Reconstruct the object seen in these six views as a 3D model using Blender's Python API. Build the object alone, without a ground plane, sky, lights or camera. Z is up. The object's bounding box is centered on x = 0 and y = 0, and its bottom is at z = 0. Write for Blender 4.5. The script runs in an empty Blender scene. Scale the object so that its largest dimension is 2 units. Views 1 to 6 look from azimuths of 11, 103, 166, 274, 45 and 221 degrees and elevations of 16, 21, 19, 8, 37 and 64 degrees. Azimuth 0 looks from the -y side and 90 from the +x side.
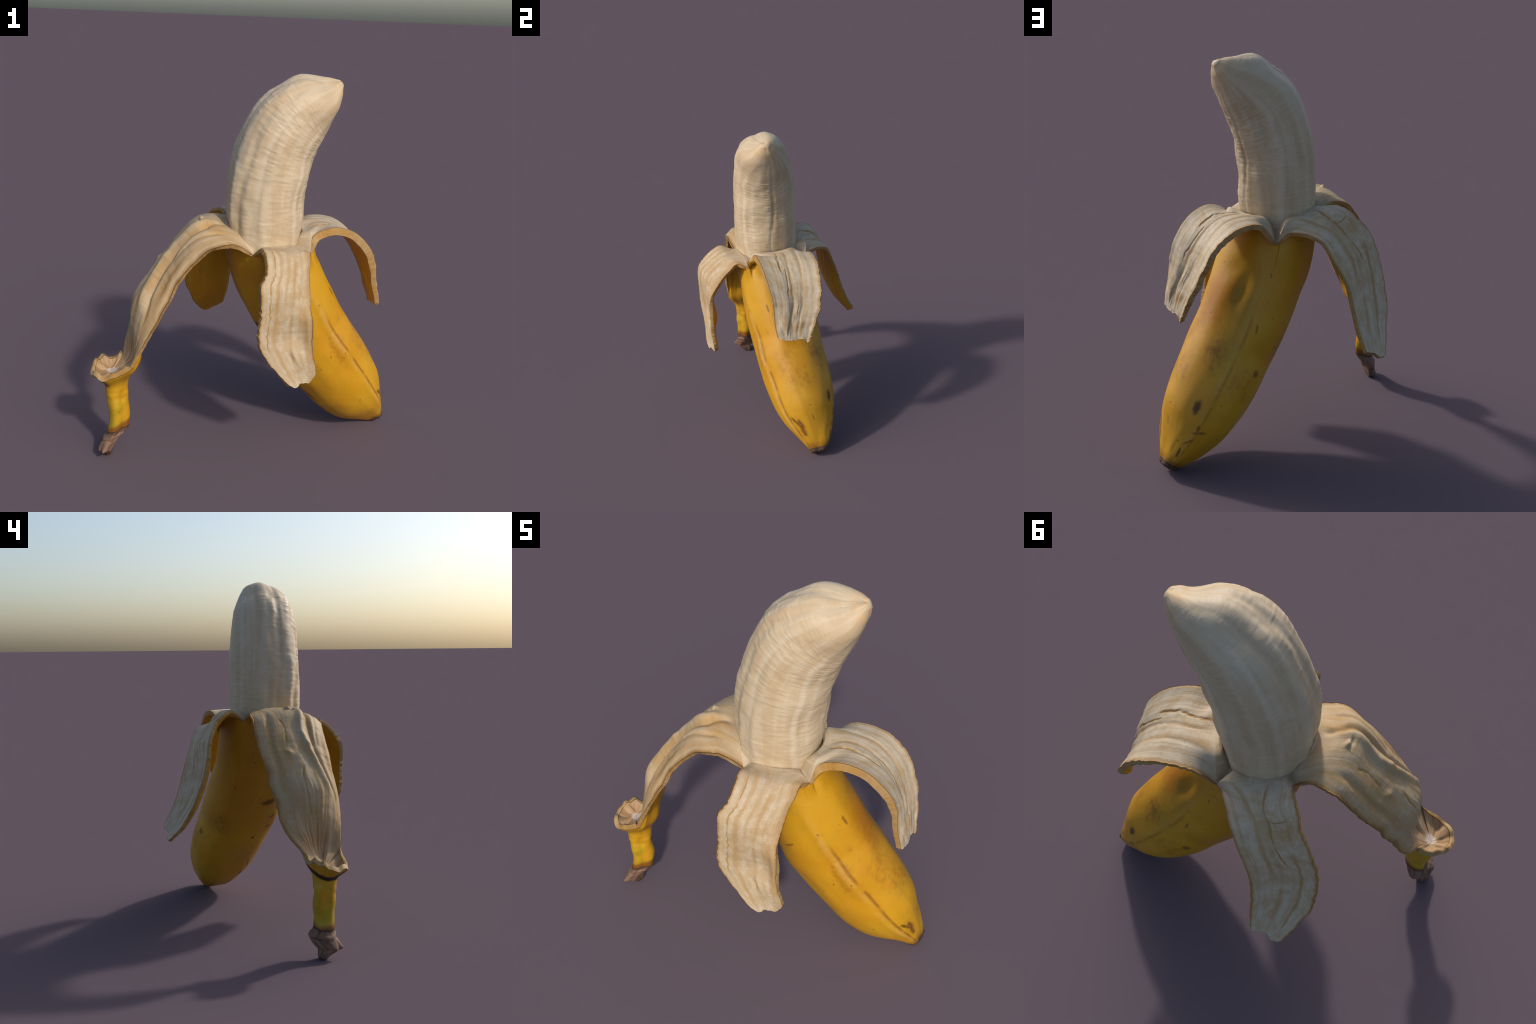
"""A half-peeled banana standing on its blossom end and on its stem.

The yellow peel is one tube that opens at the neck into four strips; three hang
free, the fourth runs down to the torn cup of the stem, which props the fruit up.
Each strip is a surface through five guide curves (its two torn edges and three
lines between them); its pale inside and its yellow outside are that surface and
an offset of it, closed by a rounded torn rim.
"""
import bpy, math
import numpy as np

rng = np.random.default_rng(7)

# ------------------------------------------------------------------ helpers
def smooth(a, b, x):
    f = np.clip((np.asarray(x, float) - a) / (b - a), 0, 1)
    return f * f * (3 - 2 * f)

def gauss(x, w):
    return np.exp(-(np.asarray(x, float) / w) ** 2)

def unit(v):
    return v / np.maximum(np.linalg.norm(v, axis=-1, keepdims=True), 1e-9)

def curve(ctrl, x):
    """Catmull-Rom through the control points; x runs 0..1 along them."""
    c = np.asarray(ctrl, float)
    k = len(c)
    e = np.concatenate([[2 * c[0] - c[1]], c, [2 * c[-1] - c[-2]]])
    u = np.asarray(x, float) * (k - 1)
    i = np.clip(np.floor(u).astype(int), 0, k - 2)
    f = (u - i).reshape(u.shape + (1,) * (c.ndim - 1))
    a, b, d, g = e[i], e[i + 1], e[i + 2], e[i + 3]
    return .5 * (2 * b + (d - a) * f + (2 * a - 5 * b + 4 * d - g) * f * f + (3 * b - a - 3 * d + g) * f ** 3)

def vnoise(x, y, seed=0):
    """Smooth value noise in -1..1."""
    x, y = np.broadcast_arrays(np.asarray(x, float), np.asarray(y, float))
    xi, yi = np.floor(x).astype(np.int64), np.floor(y).astype(np.int64)
    fx, fy = x - xi, y - yi
    fx, fy = fx * fx * (3 - 2 * fx), fy * fy * (3 - 2 * fy)
    def h(a, b):
        n = (a * 374761393 + b * 668265263 + seed * 974711 + 1013904223) & 0xFFFFFFFF
        n = ((n ^ (n >> 13)) * 1274126177) & 0xFFFFFFFF
        return ((n ^ (n >> 16)) & 0xFFFF) / 32767.5 - 1
    return (h(xi, yi) * (1 - fx) + h(xi + 1, yi) * fx) * (1 - fy) + (h(xi, yi + 1) * (1 - fx) + h(xi + 1, yi + 1) * fx) * fy

def fbm(x, y, seed=0, octaves=3):
    return sum(vnoise(x * 2 ** o, y * 2 ** o, seed + o) * .5 ** o for o in range(octaves))

def vnoise3(x, y, z, seed=0):
    """Smooth value noise in space, -1..1."""
    x, y, z = np.broadcast_arrays(np.asarray(x, float), np.asarray(y, float), np.asarray(z, float))
    zi = np.floor(z); f = z - zi; f = f * f * (3 - 2 * f)
    lo, hi = np.zeros(x.shape), np.zeros(x.shape)
    for k in np.unique(zi):
        m = zi == k
        lo[m] = vnoise(x[m], y[m], seed + 31 * int(k)); hi[m] = vnoise(x[m], y[m], seed + 31 * int(k) + 31)
    return lo * (1 - f) + hi * f

def pnoise(ang, y, freq, seed=0):
    """Noise that closes on itself round a tube."""
    return vnoise3(np.cos(ang) * freq + 50.3, np.sin(ang) * freq + 90.7, y, seed)

def frames(S, calm=0):
    T = unit(np.gradient(S, axis=0))
    if calm:                                     # sections turn more evenly than the spine, so that they never cross
        k = int(3 * calm * len(T)); w = np.exp(-.5 * (np.arange(-k, k + 1) / (calm * len(T))) ** 2)
        E = np.concatenate([np.repeat(T[:1], k, 0), T, np.repeat(T[-1:], k, 0)])
        T = unit(np.stack([np.convolve(E[:, c], w / w.sum(), "valid") for c in range(3)], 1))
    Y = np.array([0, 1., 0])
    e2 = unit(Y - (T @ Y)[:, None] * T)
    return T, np.cross(e2, T), e2

def ang_dist(a, b):
    return (a - b + 180) % 360 - 180

class Tube:
    """A bent tube: a spine, and at each spine point a radius with 2nd and 3rd harmonics."""
    def __init__(self, spine, radius, calm=0):
        self.spine, self.radius = np.array(spine), np.array(radius)
        self.sd = np.linspace(0, 1, 400)
        self.S = curve(self.spine, self.sd)
        self.T, self.e1, self.e2 = frames(self.S, calm)
        self.length = np.linalg.norm(np.diff(self.S, axis=0), axis=1).sum()
    def at(self, A, s):
        return np.stack([np.interp(s, self.sd, A[:, k]) for k in range(3)], -1)
    def point(self, s, th, extra=0):
        s, th = np.broadcast_arrays(s, th)
        r = curve(self.radius, s)
        rr = r[..., 0] + r[..., 1] * np.cos(2 * th) + r[..., 2] * np.sin(2 * th) + r[..., 3] * np.cos(3 * th) + r[..., 4] * np.sin(3 * th) + extra
        return self.at(self.S, s) + rr[..., None] * (np.cos(th)[..., None] * self.at(self.e1, s) + np.sin(th)[..., None] * self.at(self.e2, s))
    def locate(self, P):
        """Spine parameter and angle of points near the tube."""
        d = np.abs(((P[:, None] - self.S) * self.T).sum(2)) + .3 * np.linalg.norm(P[:, None] - self.S, axis=2)
        i = d.argmin(1)
        v = P - self.S[i]
        return self.sd[i], np.unwrap(np.arctan2((v * self.e2[i]).sum(1), (v * self.e1[i]).sum(1)))

# ------------------------------------------------------------------ sizes read off the fruit
FLESH = Tube(
    [(0.052, -0.027, 1.030), (0.056, -0.031, 1.150), (0.059, -0.037, 1.281), (0.062, -0.037, 1.409), (0.079, -0.036, 1.538), (0.111, -0.030, 1.656),
     (0.159, -0.024, 1.759), (0.219, -0.010, 1.822), (0.285, 0.013, 1.880), (0.345, 0.044, 1.918), (0.398, 0.058, 1.961)],
    [(.184, -.006, -.006, .002, .002), (.188, -.008, -.006, .003, .002), (.200, -.003, -.003, .004, .004), (.203, -.003, .003, -.001, .003), (.202, -.001, .000, .002, .001), (.195, -.002, .005, .001, .006),
     (.187, .002, .004, .005, .004), (.169, .001, .006, .007, .003), (.141, .005, -.001, -.003, .003), (.087, .004, -.011, -.004, .002),
     (.025, -.002, -.004, -.002, .003)], calm=.085)
BODY = Tube(
    [(0.056, -0.026, 1.242), (0.087, -0.007, 1.118), (0.118, 0.018, 0.994), (0.168, 0.046, 0.877), (0.222, 0.087, 0.765), (0.275, 0.130, 0.649), (0.340, 0.171, 0.535),
     (0.409, 0.226, 0.426), (0.480, 0.276, 0.316), (0.550, 0.328, 0.212), (0.622, 0.380, 0.120), (0.689, 0.416, 0.040)],
    [(.236, -.003, .000, .000, .000), (.234, -.002, .003, -.001, -.002), (.231, .002, .009, -.001, -.005), (.230, .002, .007, -.002, -.002), (.231, -.002, .005, -.003, .001),
     (.230, -.005, .000, -.006, .000), (.228, .001, -.005, .002, -.004), (.221, -.003, -.001, -.002, .002), (.209, -.003, .000, -.001, .000),
     (.177, .000, .001, .002, -.003), (.118, .001, .001, .007, -.007), (.051, -.001, -.005, .009, -.005)])
NECK = Tube(
    [(-0.619, -0.387, 0.130), (-0.605, -0.383, 0.232), (-0.611, -0.383, 0.297), (-0.618, -0.384, 0.353), (-0.616, -0.387, 0.403)],
    [(.047, -.006, .002, .002, .004), (.051, -.002, .005, -.002, .006), (.056, -.004, .000, .000, .007), (.056, .000, .001, .001, .006), (.059, -.003, .003, -.002, .003)])
# dry end of the stem, in level sections: height, centre x, centre y, half width along x, half width along y
STEM_END = np.array([(.170, -.612, -.385, .054, .055), (.130, -.630, -.380, .052, .073), (.110, -.639, -.386, .045, .075), (.075, -.655, -.407, .037, .072),
                     (.055, -.659, -.416, .033, .060), (.035, -.664, -.402, .031, .045), (.012, -.669, -.386, .028, .031), (.001, -.668, -.384, .021, .024)])

# guide curves of the four strips, from the neck downwards; left and right as one faces the pale side
FRONT_FLAP = dict(
    left_edge=[(0.054, -0.260, 1.135), (0.123, -0.343, 1.195), (0.166, -0.441, 1.128), (0.151, -0.500, 1.029), (0.151, -0.504, 0.915), (0.152, -0.496, 0.788), (0.194, -0.463, 0.662), (0.283, -0.426, 0.551)],
    left_quarter=[(0.104, -0.242, 1.172), (0.183, -0.317, 1.180), (0.219, -0.404, 1.116), (0.217, -0.469, 1.025), (0.209, -0.468, 0.904), (0.208, -0.452, 0.776), (0.247, -0.432, 0.652), (0.316, -0.402, 0.526)],
    middle=[(0.183, -0.204, 1.170), (0.238, -0.281, 1.163), (0.265, -0.358, 1.101), (0.269, -0.422, 1.014), (0.263, -0.426, 0.896), (0.261, -0.402, 0.770), (0.299, -0.399, 0.650), (0.354, -0.372, 0.524)],
    right_quarter=[(0.275, -0.127, 1.165), (0.286, -0.231, 1.160), (0.306, -0.305, 1.088), (0.316, -0.370, 1.000), (0.320, -0.389, 0.890), (0.320, -0.365, 0.772), (0.353, -0.376, 0.660), (0.383, -0.343, 0.543)],
    right_edge=[(0.319, -0.108, 1.126), (0.327, -0.177, 1.148), (0.341, -0.248, 1.076), (0.357, -0.312, 0.987), (0.378, -0.356, 0.889), (0.386, -0.359, 0.783), (0.398, -0.351, 0.672), (0.416, -0.329, 0.567)],
)
RIGHT_FLAP = dict(
    left_edge=[(0.319, -0.108, 1.126), (0.329, -0.068, 1.208), (0.425, -0.023, 1.247), (0.525, 0.037, 1.215), (0.599, 0.092, 1.131), (0.633, 0.126, 1.043), (0.646, 0.139, 0.931), (0.673, 0.159, 0.813)],
    left_quarter=[(0.306, -0.065, 1.220), (0.340, 0.026, 1.226), (0.422, 0.073, 1.238), (0.508, 0.125, 1.193), (0.575, 0.170, 1.110), (0.616, 0.195, 1.018), (0.643, 0.201, 0.916), (0.662, 0.209, 0.806)],
    middle=[(0.256, 0.062, 1.210), (0.320, 0.119, 1.237), (0.403, 0.166, 1.227), (0.480, 0.210, 1.171), (0.539, 0.244, 1.085), (0.583, 0.259, 0.994), (0.618, 0.258, 0.900), (0.644, 0.257, 0.797)],
    right_quarter=[(0.166, 0.171, 1.224), (0.272, 0.203, 1.241), (0.378, 0.258, 1.226), (0.466, 0.300, 1.156), (0.521, 0.325, 1.067), (0.563, 0.329, 0.974), (0.600, 0.317, 0.887), (0.629, 0.305, 0.786)],
    right_edge=[(0.120, 0.229, 1.100), (0.213, 0.278, 1.221), (0.352, 0.351, 1.220), (0.461, 0.391, 1.143), (0.514, 0.408, 1.048), (0.556, 0.404, 0.961), (0.588, 0.377, 0.870), (0.614, 0.352, 0.772)],
)
BACK_FLAP = dict(
    left_edge=[(0.120, 0.229, 1.100), (0.056, 0.264, 1.169), (-0.067, 0.352, 1.153), (-0.142, 0.388, 1.034), (-0.204, 0.413, 0.926), (-0.234, 0.439, 0.812), (-0.253, 0.478, 0.708), (-0.280, 0.518, 0.624)],
    left_quarter=[(0.070, 0.236, 1.220), (-0.030, 0.257, 1.202), (-0.136, 0.317, 1.153), (-0.205, 0.352, 1.053), (-0.250, 0.362, 0.940), (-0.274, 0.387, 0.822), (-0.292, 0.437, 0.708), (-0.306, 0.508, 0.599)],
    middle=[(-0.040, 0.171, 1.231), (-0.115, 0.235, 1.224), (-0.204, 0.282, 1.161), (-0.267, 0.316, 1.071), (-0.303, 0.316, 0.954), (-0.323, 0.341, 0.828), (-0.335, 0.401, 0.703), (-0.334, 0.491, 0.582)],
    right_quarter=[(-0.124, 0.102, 1.257), (-0.187, 0.197, 1.254), (-0.264, 0.244, 1.183), (-0.322, 0.275, 1.099), (-0.363, 0.280, 0.967), (-0.384, 0.312, 0.831), (-0.388, 0.381, 0.694), (-0.369, 0.480, 0.573)],
    right_edge=[(-0.158, 0.067, 1.206), (-0.208, 0.128, 1.268), (-0.295, 0.204, 1.224), (-0.373, 0.230, 1.129), (-0.427, 0.249, 0.979), (-0.449, 0.293, 0.829), (-0.440, 0.369, 0.674), (-0.401, 0.475, 0.557)],
)
STEM_FLAP = dict(
    left_edge=[(-0.158, 0.067, 1.206), (-0.217, 0.037, 1.255), (-0.304, 0.019, 1.245), (-0.371, -0.014, 1.176), (-0.432, -0.038, 1.080), (-0.502, -0.082, 0.976), (-0.544, -0.122, 0.835), (-0.609, -0.181, 0.687), (-0.618, -0.292, 0.538)],
    left_quarter=[(-0.151, 0.016, 1.262), (-0.215, -0.060, 1.278), (-0.288, -0.101, 1.254), (-0.359, -0.127, 1.186), (-0.427, -0.154, 1.098), (-0.492, -0.200, 0.995), (-0.557, -0.243, 0.871), (-0.581, -0.271, 0.726), (-0.569, -0.317, 0.577)],
    middle=[(-0.116, -0.136, 1.249), (-0.193, -0.168, 1.281), (-0.260, -0.217, 1.261), (-0.322, -0.235, 1.184), (-0.392, -0.264, 1.099), (-0.460, -0.311, 1.000), (-0.525, -0.357, 0.882), (-0.542, -0.363, 0.737), (-0.525, -0.360, 0.586)],
    right_quarter=[(-0.028, -0.215, 1.219), (-0.110, -0.252, 1.243), (-0.188, -0.309, 1.239), (-0.269, -0.333, 1.173), (-0.332, -0.357, 1.079), (-0.391, -0.393, 0.977), (-0.442, -0.434, 0.861), (-0.484, -0.438, 0.722), (-0.507, -0.421, 0.582)],
    right_edge=[(0.054, -0.260, 1.135), (-0.008, -0.318, 1.189), (-0.098, -0.369, 1.189), (-0.192, -0.388, 1.121), (-0.273, -0.419, 1.011), (-0.317, -0.437, 0.913), (-0.365, -0.464, 0.809), (-0.428, -0.479, 0.688), (-0.504, -0.477, 0.560)],
)
# torn rim of the stem cup, from the stem strip's right edge round the outside to its left edge
CUP_RIM = [(-.515, -.468, .560), (-.556, -.490, .525), (-.602, -.503, .502), (-.660, -.500, .496), (-.714, -.457, .496), (-.730, -.400, .520),
           (-.722, -.358, .536), (-.698, -.323, .532), (-.663, -.302, .523), (-.628, -.285, .540), (-.600, -.275, .545)]
CUP_BOTTOM = np.array([-.644, -.382, .484])
PEEL = .034                 # thickness of the peel
NT, NS, NB = 97, 230, 250   # points across a strip, along it, and along the closed peel

# ------------------------------------------------------------------ mesh of the whole peel, cut into parts afterwards
class Shell:
    def __init__(self):
        self.v, self.n, self.faces = [], 0, []
    def add(self, P):
        P = np.asarray(P, float)
        ids = self.n + np.arange(P[..., 0].size).reshape(P.shape[:-1])
        self.v.append(P.reshape(-1, 3)); self.n += P[..., 0].size
        return ids
    def grid(self, part, mat, ids, U, V, flip=False):
        U, V = np.broadcast_to(U, ids.shape), np.broadcast_to(V, ids.shape)
        q = lambda A: np.stack([A[:-1, :-1], A[1:, :-1], A[1:, 1:], A[:-1, 1:]], -1).reshape(-1, 4)
        f, uv = q(ids), np.stack([q(U), q(V)], -1)
        if flip:
            f, uv = f[:, ::-1], uv[:, ::-1]
        self.faces.append((part, mat, f, uv))
    def fan(self, part, mat, ring, centre, U, V, uc, vc, flip=False):
        n = len(ring) - 1
        f = np.stack([ring[:-1], np.full(n, centre), ring[1:]], -1)
        uv = np.stack([np.stack([U[:-1], np.full(n, uc), U[1:]], -1), np.stack([V[:-1], np.full(n, vc), V[1:]], -1)], -1)
        if flip:
            f, uv = f[:, ::-1], uv[:, ::-1]
        self.faces.append((part, mat, f, uv))
    def normals(self):
        P = np.concatenate(self.v); P[:, 2] = np.maximum(P[:, 2], 0); N = np.zeros_like(P)
        for _, _, f, _ in self.faces:
            a, c = P[f[:, 2]] - P[f[:, 0]], P[f[:, -1]] - P[f[:, 1]]
            if f.shape[1] == 3:
                a, c = P[f[:, 1]] - P[f[:, 0]], P[f[:, 2]] - P[f[:, 0]]
            fn = np.cross(a, c)
            for k in range(f.shape[1]):
                np.add.at(N, f[:, k], fn)
        return P, unit(N)

shell = Shell()

def torn(s, seed, amp):
    """Raggedness of a torn edge along its length."""
    r = .55 * vnoise(s * 13, 0, seed) + .35 * np.abs(vnoise(s * 31, 0, seed + 1)) + .2 * vnoise(s * 70, 0, seed + 2)
    return amp * (r - .18) * smooth(.05, .18, s)

def strip(name, guides, seed, left_tear, right_tear, relief):
    G = np.stack([np.array(guides[k]) for k in ("left_edge", "left_quarter", "middle", "right_quarter", "right_edge")], 1)
    s, t = np.linspace(0, 1, NS), np.linspace(0, 1, NT)
    A = curve(G, s)                                                   # NS x 5 x 3
    lo, hi = torn(s, seed, left_tear), 1 - torn(s, seed + 40, right_tear)
    T = lo[:, None] + (hi - lo)[:, None] * t
    u = np.clip(T, -.05, 1.05) * 4
    i = np.clip(np.floor(u).astype(int), 0, 3); f = (u - i)[..., None]
    E = np.concatenate([2 * A[:, :1] - A[:, 1:2], A, 2 * A[:, -1:] - A[:, -2:-1]], 1)
    r = np.arange(NS)[:, None]
    a, b, d, g = E[r, i], E[r, i + 1], E[r, i + 2], E[r, i + 3]
    P = .5 * (2 * b + (d - a) * f + (2 * a - 5 * b + 4 * d - g) * f * f + (3 * b - a - 3 * d + g) * f ** 3)
    if name != "stem":
        tip = .014 * vnoise(t * 4, 0, seed + 70) + .004 * vnoise(t * 13, 0, seed + 71) - .010 * smooth(.06, .0, t) - .012 * smooth(.93, 1, t)
        P = P + unit(np.gradient(P, axis=0)) * (tip[None] * smooth(.80, 1, s)[:, None])[..., None]
    N = unit(np.cross(np.gradient(P, axis=0), np.gradient(P, axis=1)))
    for _ in range(6):                                                # calm the normals a little
        N[1:-1] = N[1:-1] * .5 + .25 * (N[2:] + N[:-2]); N[:, 1:-1] = N[:, 1:-1] * .5 + .25 * (N[:, 2:] + N[:, :-2]); N = unit(N)
    return dict(name=name, P=P, N=N, s=s[:, None] + 0 * T, t=t[None] + 0 * T, seed=seed, relief=relief,
                length=np.linalg.norm(np.diff(P[:, NT // 2], axis=0), axis=1).sum())

def strings(d):
    """Lengthwise strings and small cross wrinkles of the pale side."""
    s, t, k = d["s"], d["t"], d["seed"]
    w = .5 * vnoise(t * 9 + .15 * vnoise(s * 4, t * 2, k), s * 1.2, k + 3) + .35 * vnoise(t * 22, s * 2.5, k + 4)
    x = .35 * vnoise(t * 5, s * 45, k + 5) + .25 * vnoise(t * 11, s * 26, k + 6)
    return .0021 * w + .0026 * x * smooth(.12, .4, s)

def groove(d, pts, width, depth, seed):
    """A crack along a line of (s, t) points."""
    p = np.array(pts)
    x = (d["s"] - p[0, 0]) / (p[-1, 0] - p[0, 0])
    c = np.interp(d["s"], p[:, 0], p[:, 1]) + .012 * vnoise(d["s"] * 38, 0, seed)
    return -.5 * depth * gauss(d["t"] - c, width) * smooth(0, .12, x) * smooth(1, .88, x)

def fold(d, pts, width, height):
    p = np.array(pts)
    return height * gauss(d["t"] - np.interp(d["s"], p[:, 0], p[:, 1]), width) * smooth(p[0, 0] - .04, p[0, 0] + .1, d["s"]) * smooth(p[-1, 0] + .05, p[-1, 0] - .1, d["s"])

def bump(d, s0, t0, ws, wt, h):
    return h * gauss(d["s"] - s0, ws) * gauss(d["t"] - t0, wt)

def front_relief(d):
    return (groove(d, [(.12, .17), (.44, .16), (.61, .17), (.80, .15)], .012, .006, 11) + bump(d, .83, .52, .03, .035, -.010) + bump(d, .80, .60, .05, .03, .006)
            + fold(d, [(.1, .28), (.5, .33), (.9, .30)], .035, -.003) + fold(d, [(.1, .88), (.8, .93)], .05, .004))

def right_relief(d):
    s, t = d["s"], d["t"]
    roll = .005 * gauss(t - .03, .05) * smooth(.06, .2, s) * smooth(.765, .735, s)
    return (roll + groove(d, [(.03, .45), (.27, .36), (.44, .32)], .013, .009, 21) + groove(d, [(.38, .42), (.54, .39), (.66, .37)], .010, .007, 22)
            + groove(d, [(.66, .575), (.80, .555)], .008, .004, 23) + fold(d, [(.72, .46), (.85, .41), (1.0, .31)], .03, -.007)
            + fold(d, [(.05, .56), (.5, .47), (.9, .45)], .025, -.003) + fold(d, [(.05, .75), (.5, .67), (1, .60)], .03, -.003)
            + .004 * vnoise(t * 9, s * 16, 24) * smooth(.55, .8, s))

def back_relief(d):
    s, t = d["s"], d["t"]
    flake = .007 * smooth(.56, .59, t + .05 * s) * smooth(.95, .91, t + .35 * s) * smooth(.225, .205, s + .004 * vnoise(t * 9, 0, 31)) * smooth(.0, .04, s)
    return (flake + groove(d, [(.02, .615), (.17, .555), (.34, .53), (.52, .62)], .012, .006, 32) + fold(d, [(.03, .44), (.3, .29), (.7, .38)], .035, -.003)
            + fold(d, [(.3, .64), (.6, .77), (.95, .66)], .025, -.005) + .006 * gauss(t - .96, .06) * smooth(.36, .42, s) * smooth(.95, .8, s))

def stem_relief(d):
    s, t = d["s"], d["t"]
    return (fold(d, [(.02, .55), (.2, .66), (.35, .66), (.5, .68), (.62, .70), (.8, .80)], .035, -.016) + fold(d, [(.1, .82), (.3, .78), (.5, .74)], .025, -.008)
            + fold(d, [(.1, .60), (.4, .54), (.6, .60), (.78, .66)], .05, .016) + fold(d, [(.3, .90), (.75, .92)], .05, .010) + fold(d, [(.2, .17), (.4, .17), (.65, .13)], .035, -.008)
            + bump(d, .19, .47, .018, .035, .016) + bump(d, .21, .49, .012, .05, -.010) + bump(d, .55, .32, .02, .045, .010) + bump(d, .50, .60, .02, .04, .006)
            + groove(d, [(.30, .30), (.38, .36), (.5, .33)], .010, .004, 41) + groove(d, [(.6, .42), (.75, .36), (.9, .40)], .009, .004, 42)
            + .0030 * vnoise(t * 12, s * 6, 43) * smooth(.1, .3, s) + .004 * np.abs(vnoise(t * 26, s * 4, 44)) * smooth(.55, .85, s))

STRIPS = [strip("front", FRONT_FLAP, 100, .05, .025, front_relief), strip("right", RIGHT_FLAP, 200, .015, .035, right_relief),
          strip("back", BACK_FLAP, 300, .02, .045, back_relief), strip("stem", STEM_FLAP, 400, .022, .014, stem_relief)]
PART = {"front": "peel_flap", "right": "peel_flap.001", "back": "peel_flap.002", "stem": "peel_flap.003"}
CREAM, SKIN, RIM = 0, 1, 2

centre = np.array([.064, -.03])
ring_c, ring_o = [], []
for d in STRIPS:
    P, N, s, t = d["P"], d["N"], d["s"], d["t"]
    edge = np.minimum(t, 1 - t)
    start = smooth(.0, .07, s)
    fade = smooth(1.0, .95, s) if d["name"] == "stem" else 1
    big = d["relief"](d) * start * fade
    h = strings(d) * (.35 + .65 * smooth(0, .08, edge)) * start * fade + big
    sag = big.copy()                                                  # the yellow side follows the broad folds only
    for _ in range(14):
        sag[1:-1, 1:-1] = .4 * sag[1:-1, 1:-1] + .15 * (sag[2:, 1:-1] + sag[:-2, 1:-1] + sag[1:-1, 2:] + sag[1:-1, :-2])
    inward = np.concatenate([centre - P[0, :, :2], np.full((NT, 1), -.04)], 1)
    w = smooth(0, .11, s)[..., None]
    D = unit(N + .55 * unit(inward)[None] * (1 - w))
    rimmed = dict(front=.68, right=.82, back=.52, stem=.55)[d["name"]]
    thick = PEEL * (rimmed + (1 - rimmed) * smooth(0, .12, edge)) * (1 - .25 * smooth(.85, 1, s) * (d["name"] != "stem"))
    thick = thick * (1 - .5 * gauss(edge, .09) * gauss(s, .05))
    if d["name"] == "right":
        thick = thick + .010 * gauss(t, .12) * smooth(.05, .2, s) * smooth(.8, .72, s)
    d["cream"] = P + N * h[..., None]
    d["outer"] = P + N * (np.minimum(sag, h) * .9)[..., None] - D * thick[..., None] - D * (.0016 * vnoise(t * 7, s * 12, d["seed"] + 9) * start)[..., None]
for k, d in enumerate(STRIPS):                                        # neighbours meet in one point at each notch
    e = STRIPS[(k + 1) % 4]
    for key in ("cream", "outer"):
        m = (d[key][0, -1] + e[key][0, 0]) / 2
        d[key][0, -1] = e[key][0, 0] = m

first = None
for k, d in enumerate(STRIPS):
    last = k == 3
    Cr, Ou = d["cream"], d["outer"]
    out_l, out_r = unit(Cr[:, 0] - Cr[:, 3]), unit(Cr[:, -1] - Cr[:, -4])
    fade = smooth(0, .05, d["s"][:, :1])
    Ml = (Cr[:, 0] + Ou[:, 0]) / 2 + out_l * .005 * fade
    Mr = (Cr[:, -1] + Ou[:, -1]) / 2 + out_r * .005 * fade
    ci, oi = shell.add(Cr), shell.add(Ou)
    ml, mr = shell.add(Ml), shell.add(Mr)
    if k > 0:
        p = STRIPS[k - 1]
        ci[0, 0], oi[0, 0], ml[0] = p["ci"][0, -1], p["oi"][0, -1], p["mr"][0]
    if last:
        f = STRIPS[0]
        ci[0, -1], oi[0, -1], mr[0] = f["ci"][0, 0], f["oi"][0, 0], f["ml"][0]
    d.update(ci=ci, oi=oi, ml=ml, mr=mr)
    part, U, V = PART[d["name"]], d["t"] * .33 + k, d["s"] * d["length"]
    d["U"], d["V"] = U, V
    shell.grid(part, CREAM, ci, U, V)
    shell.grid(part, SKIN, oi, U, V, flip=True)
    shell.grid(part, RIM, np.stack([ci[:, 0], ml, oi[:, 0]], 1), np.array([0, .008, .016]) + k, V[:, :1])
    shell.grid(part, RIM, np.stack([ci[:, -1], mr, oi[:, -1]], 1), np.array([0, .008, .016]) + k + .5, V[:, :1], flip=True)
    if not last:
        Mt = (Cr[-1] + Ou[-1]) / 2 + unit(Cr[-1] - Cr[-4]) * .004
        mt = shell.add(Mt); mt[0], mt[-1] = ml[-1], mr[-1]
        shell.grid(part, RIM, np.stack([ci[-1], mt, oi[-1]], 0).T, np.array([0, .008, .016]) + k, U[-1][:, None])
    ring_c.append(ci[0, :-1]); ring_o.append(oi[0, :-1])
pos = lambda ids: np.concatenate(shell.v)[ids]
ring_c, ring_o = np.concatenate(ring_c), np.concatenate(ring_o)
close = lambda A: np.concatenate([A, A[..., :1]], -1)

def ring_blur(A, n):
    for _ in range(n):
        A = .5 * A + .25 * (np.roll(A, 1, 0) + np.roll(A, -1, 0))
    return A

# pale collar that runs from the fold in to the flesh
P = pos(ring_c)
v = P[:, :2] - centre; rad = np.linalg.norm(v, axis=1, keepdims=True)
rows = [ring_c]
seam = ring_blur(P[:, 2:], 260) + .002                               # height of the crease against the flesh
for r, dz in ((.4, .0), (.75, .0), (1.0, -.002), (1.35, -.02)):
    q = centre + v / rad * (rad + (.192 - rad) * r)
    rows.append(shell.add(np.concatenate([q, P[:, 2:] + (seam - P[:, 2:]) * min(r, 1) ** 1.3 + dz], 1)))
ids = close(np.array(rows))
shell.grid("lower_peel", CREAM, ids, 5.16 + .10 * np.sin(np.linspace(0, 40, ids.shape[1])), np.array([0, .015, .03, .045, .06])[:, None], flip=True)

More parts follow.
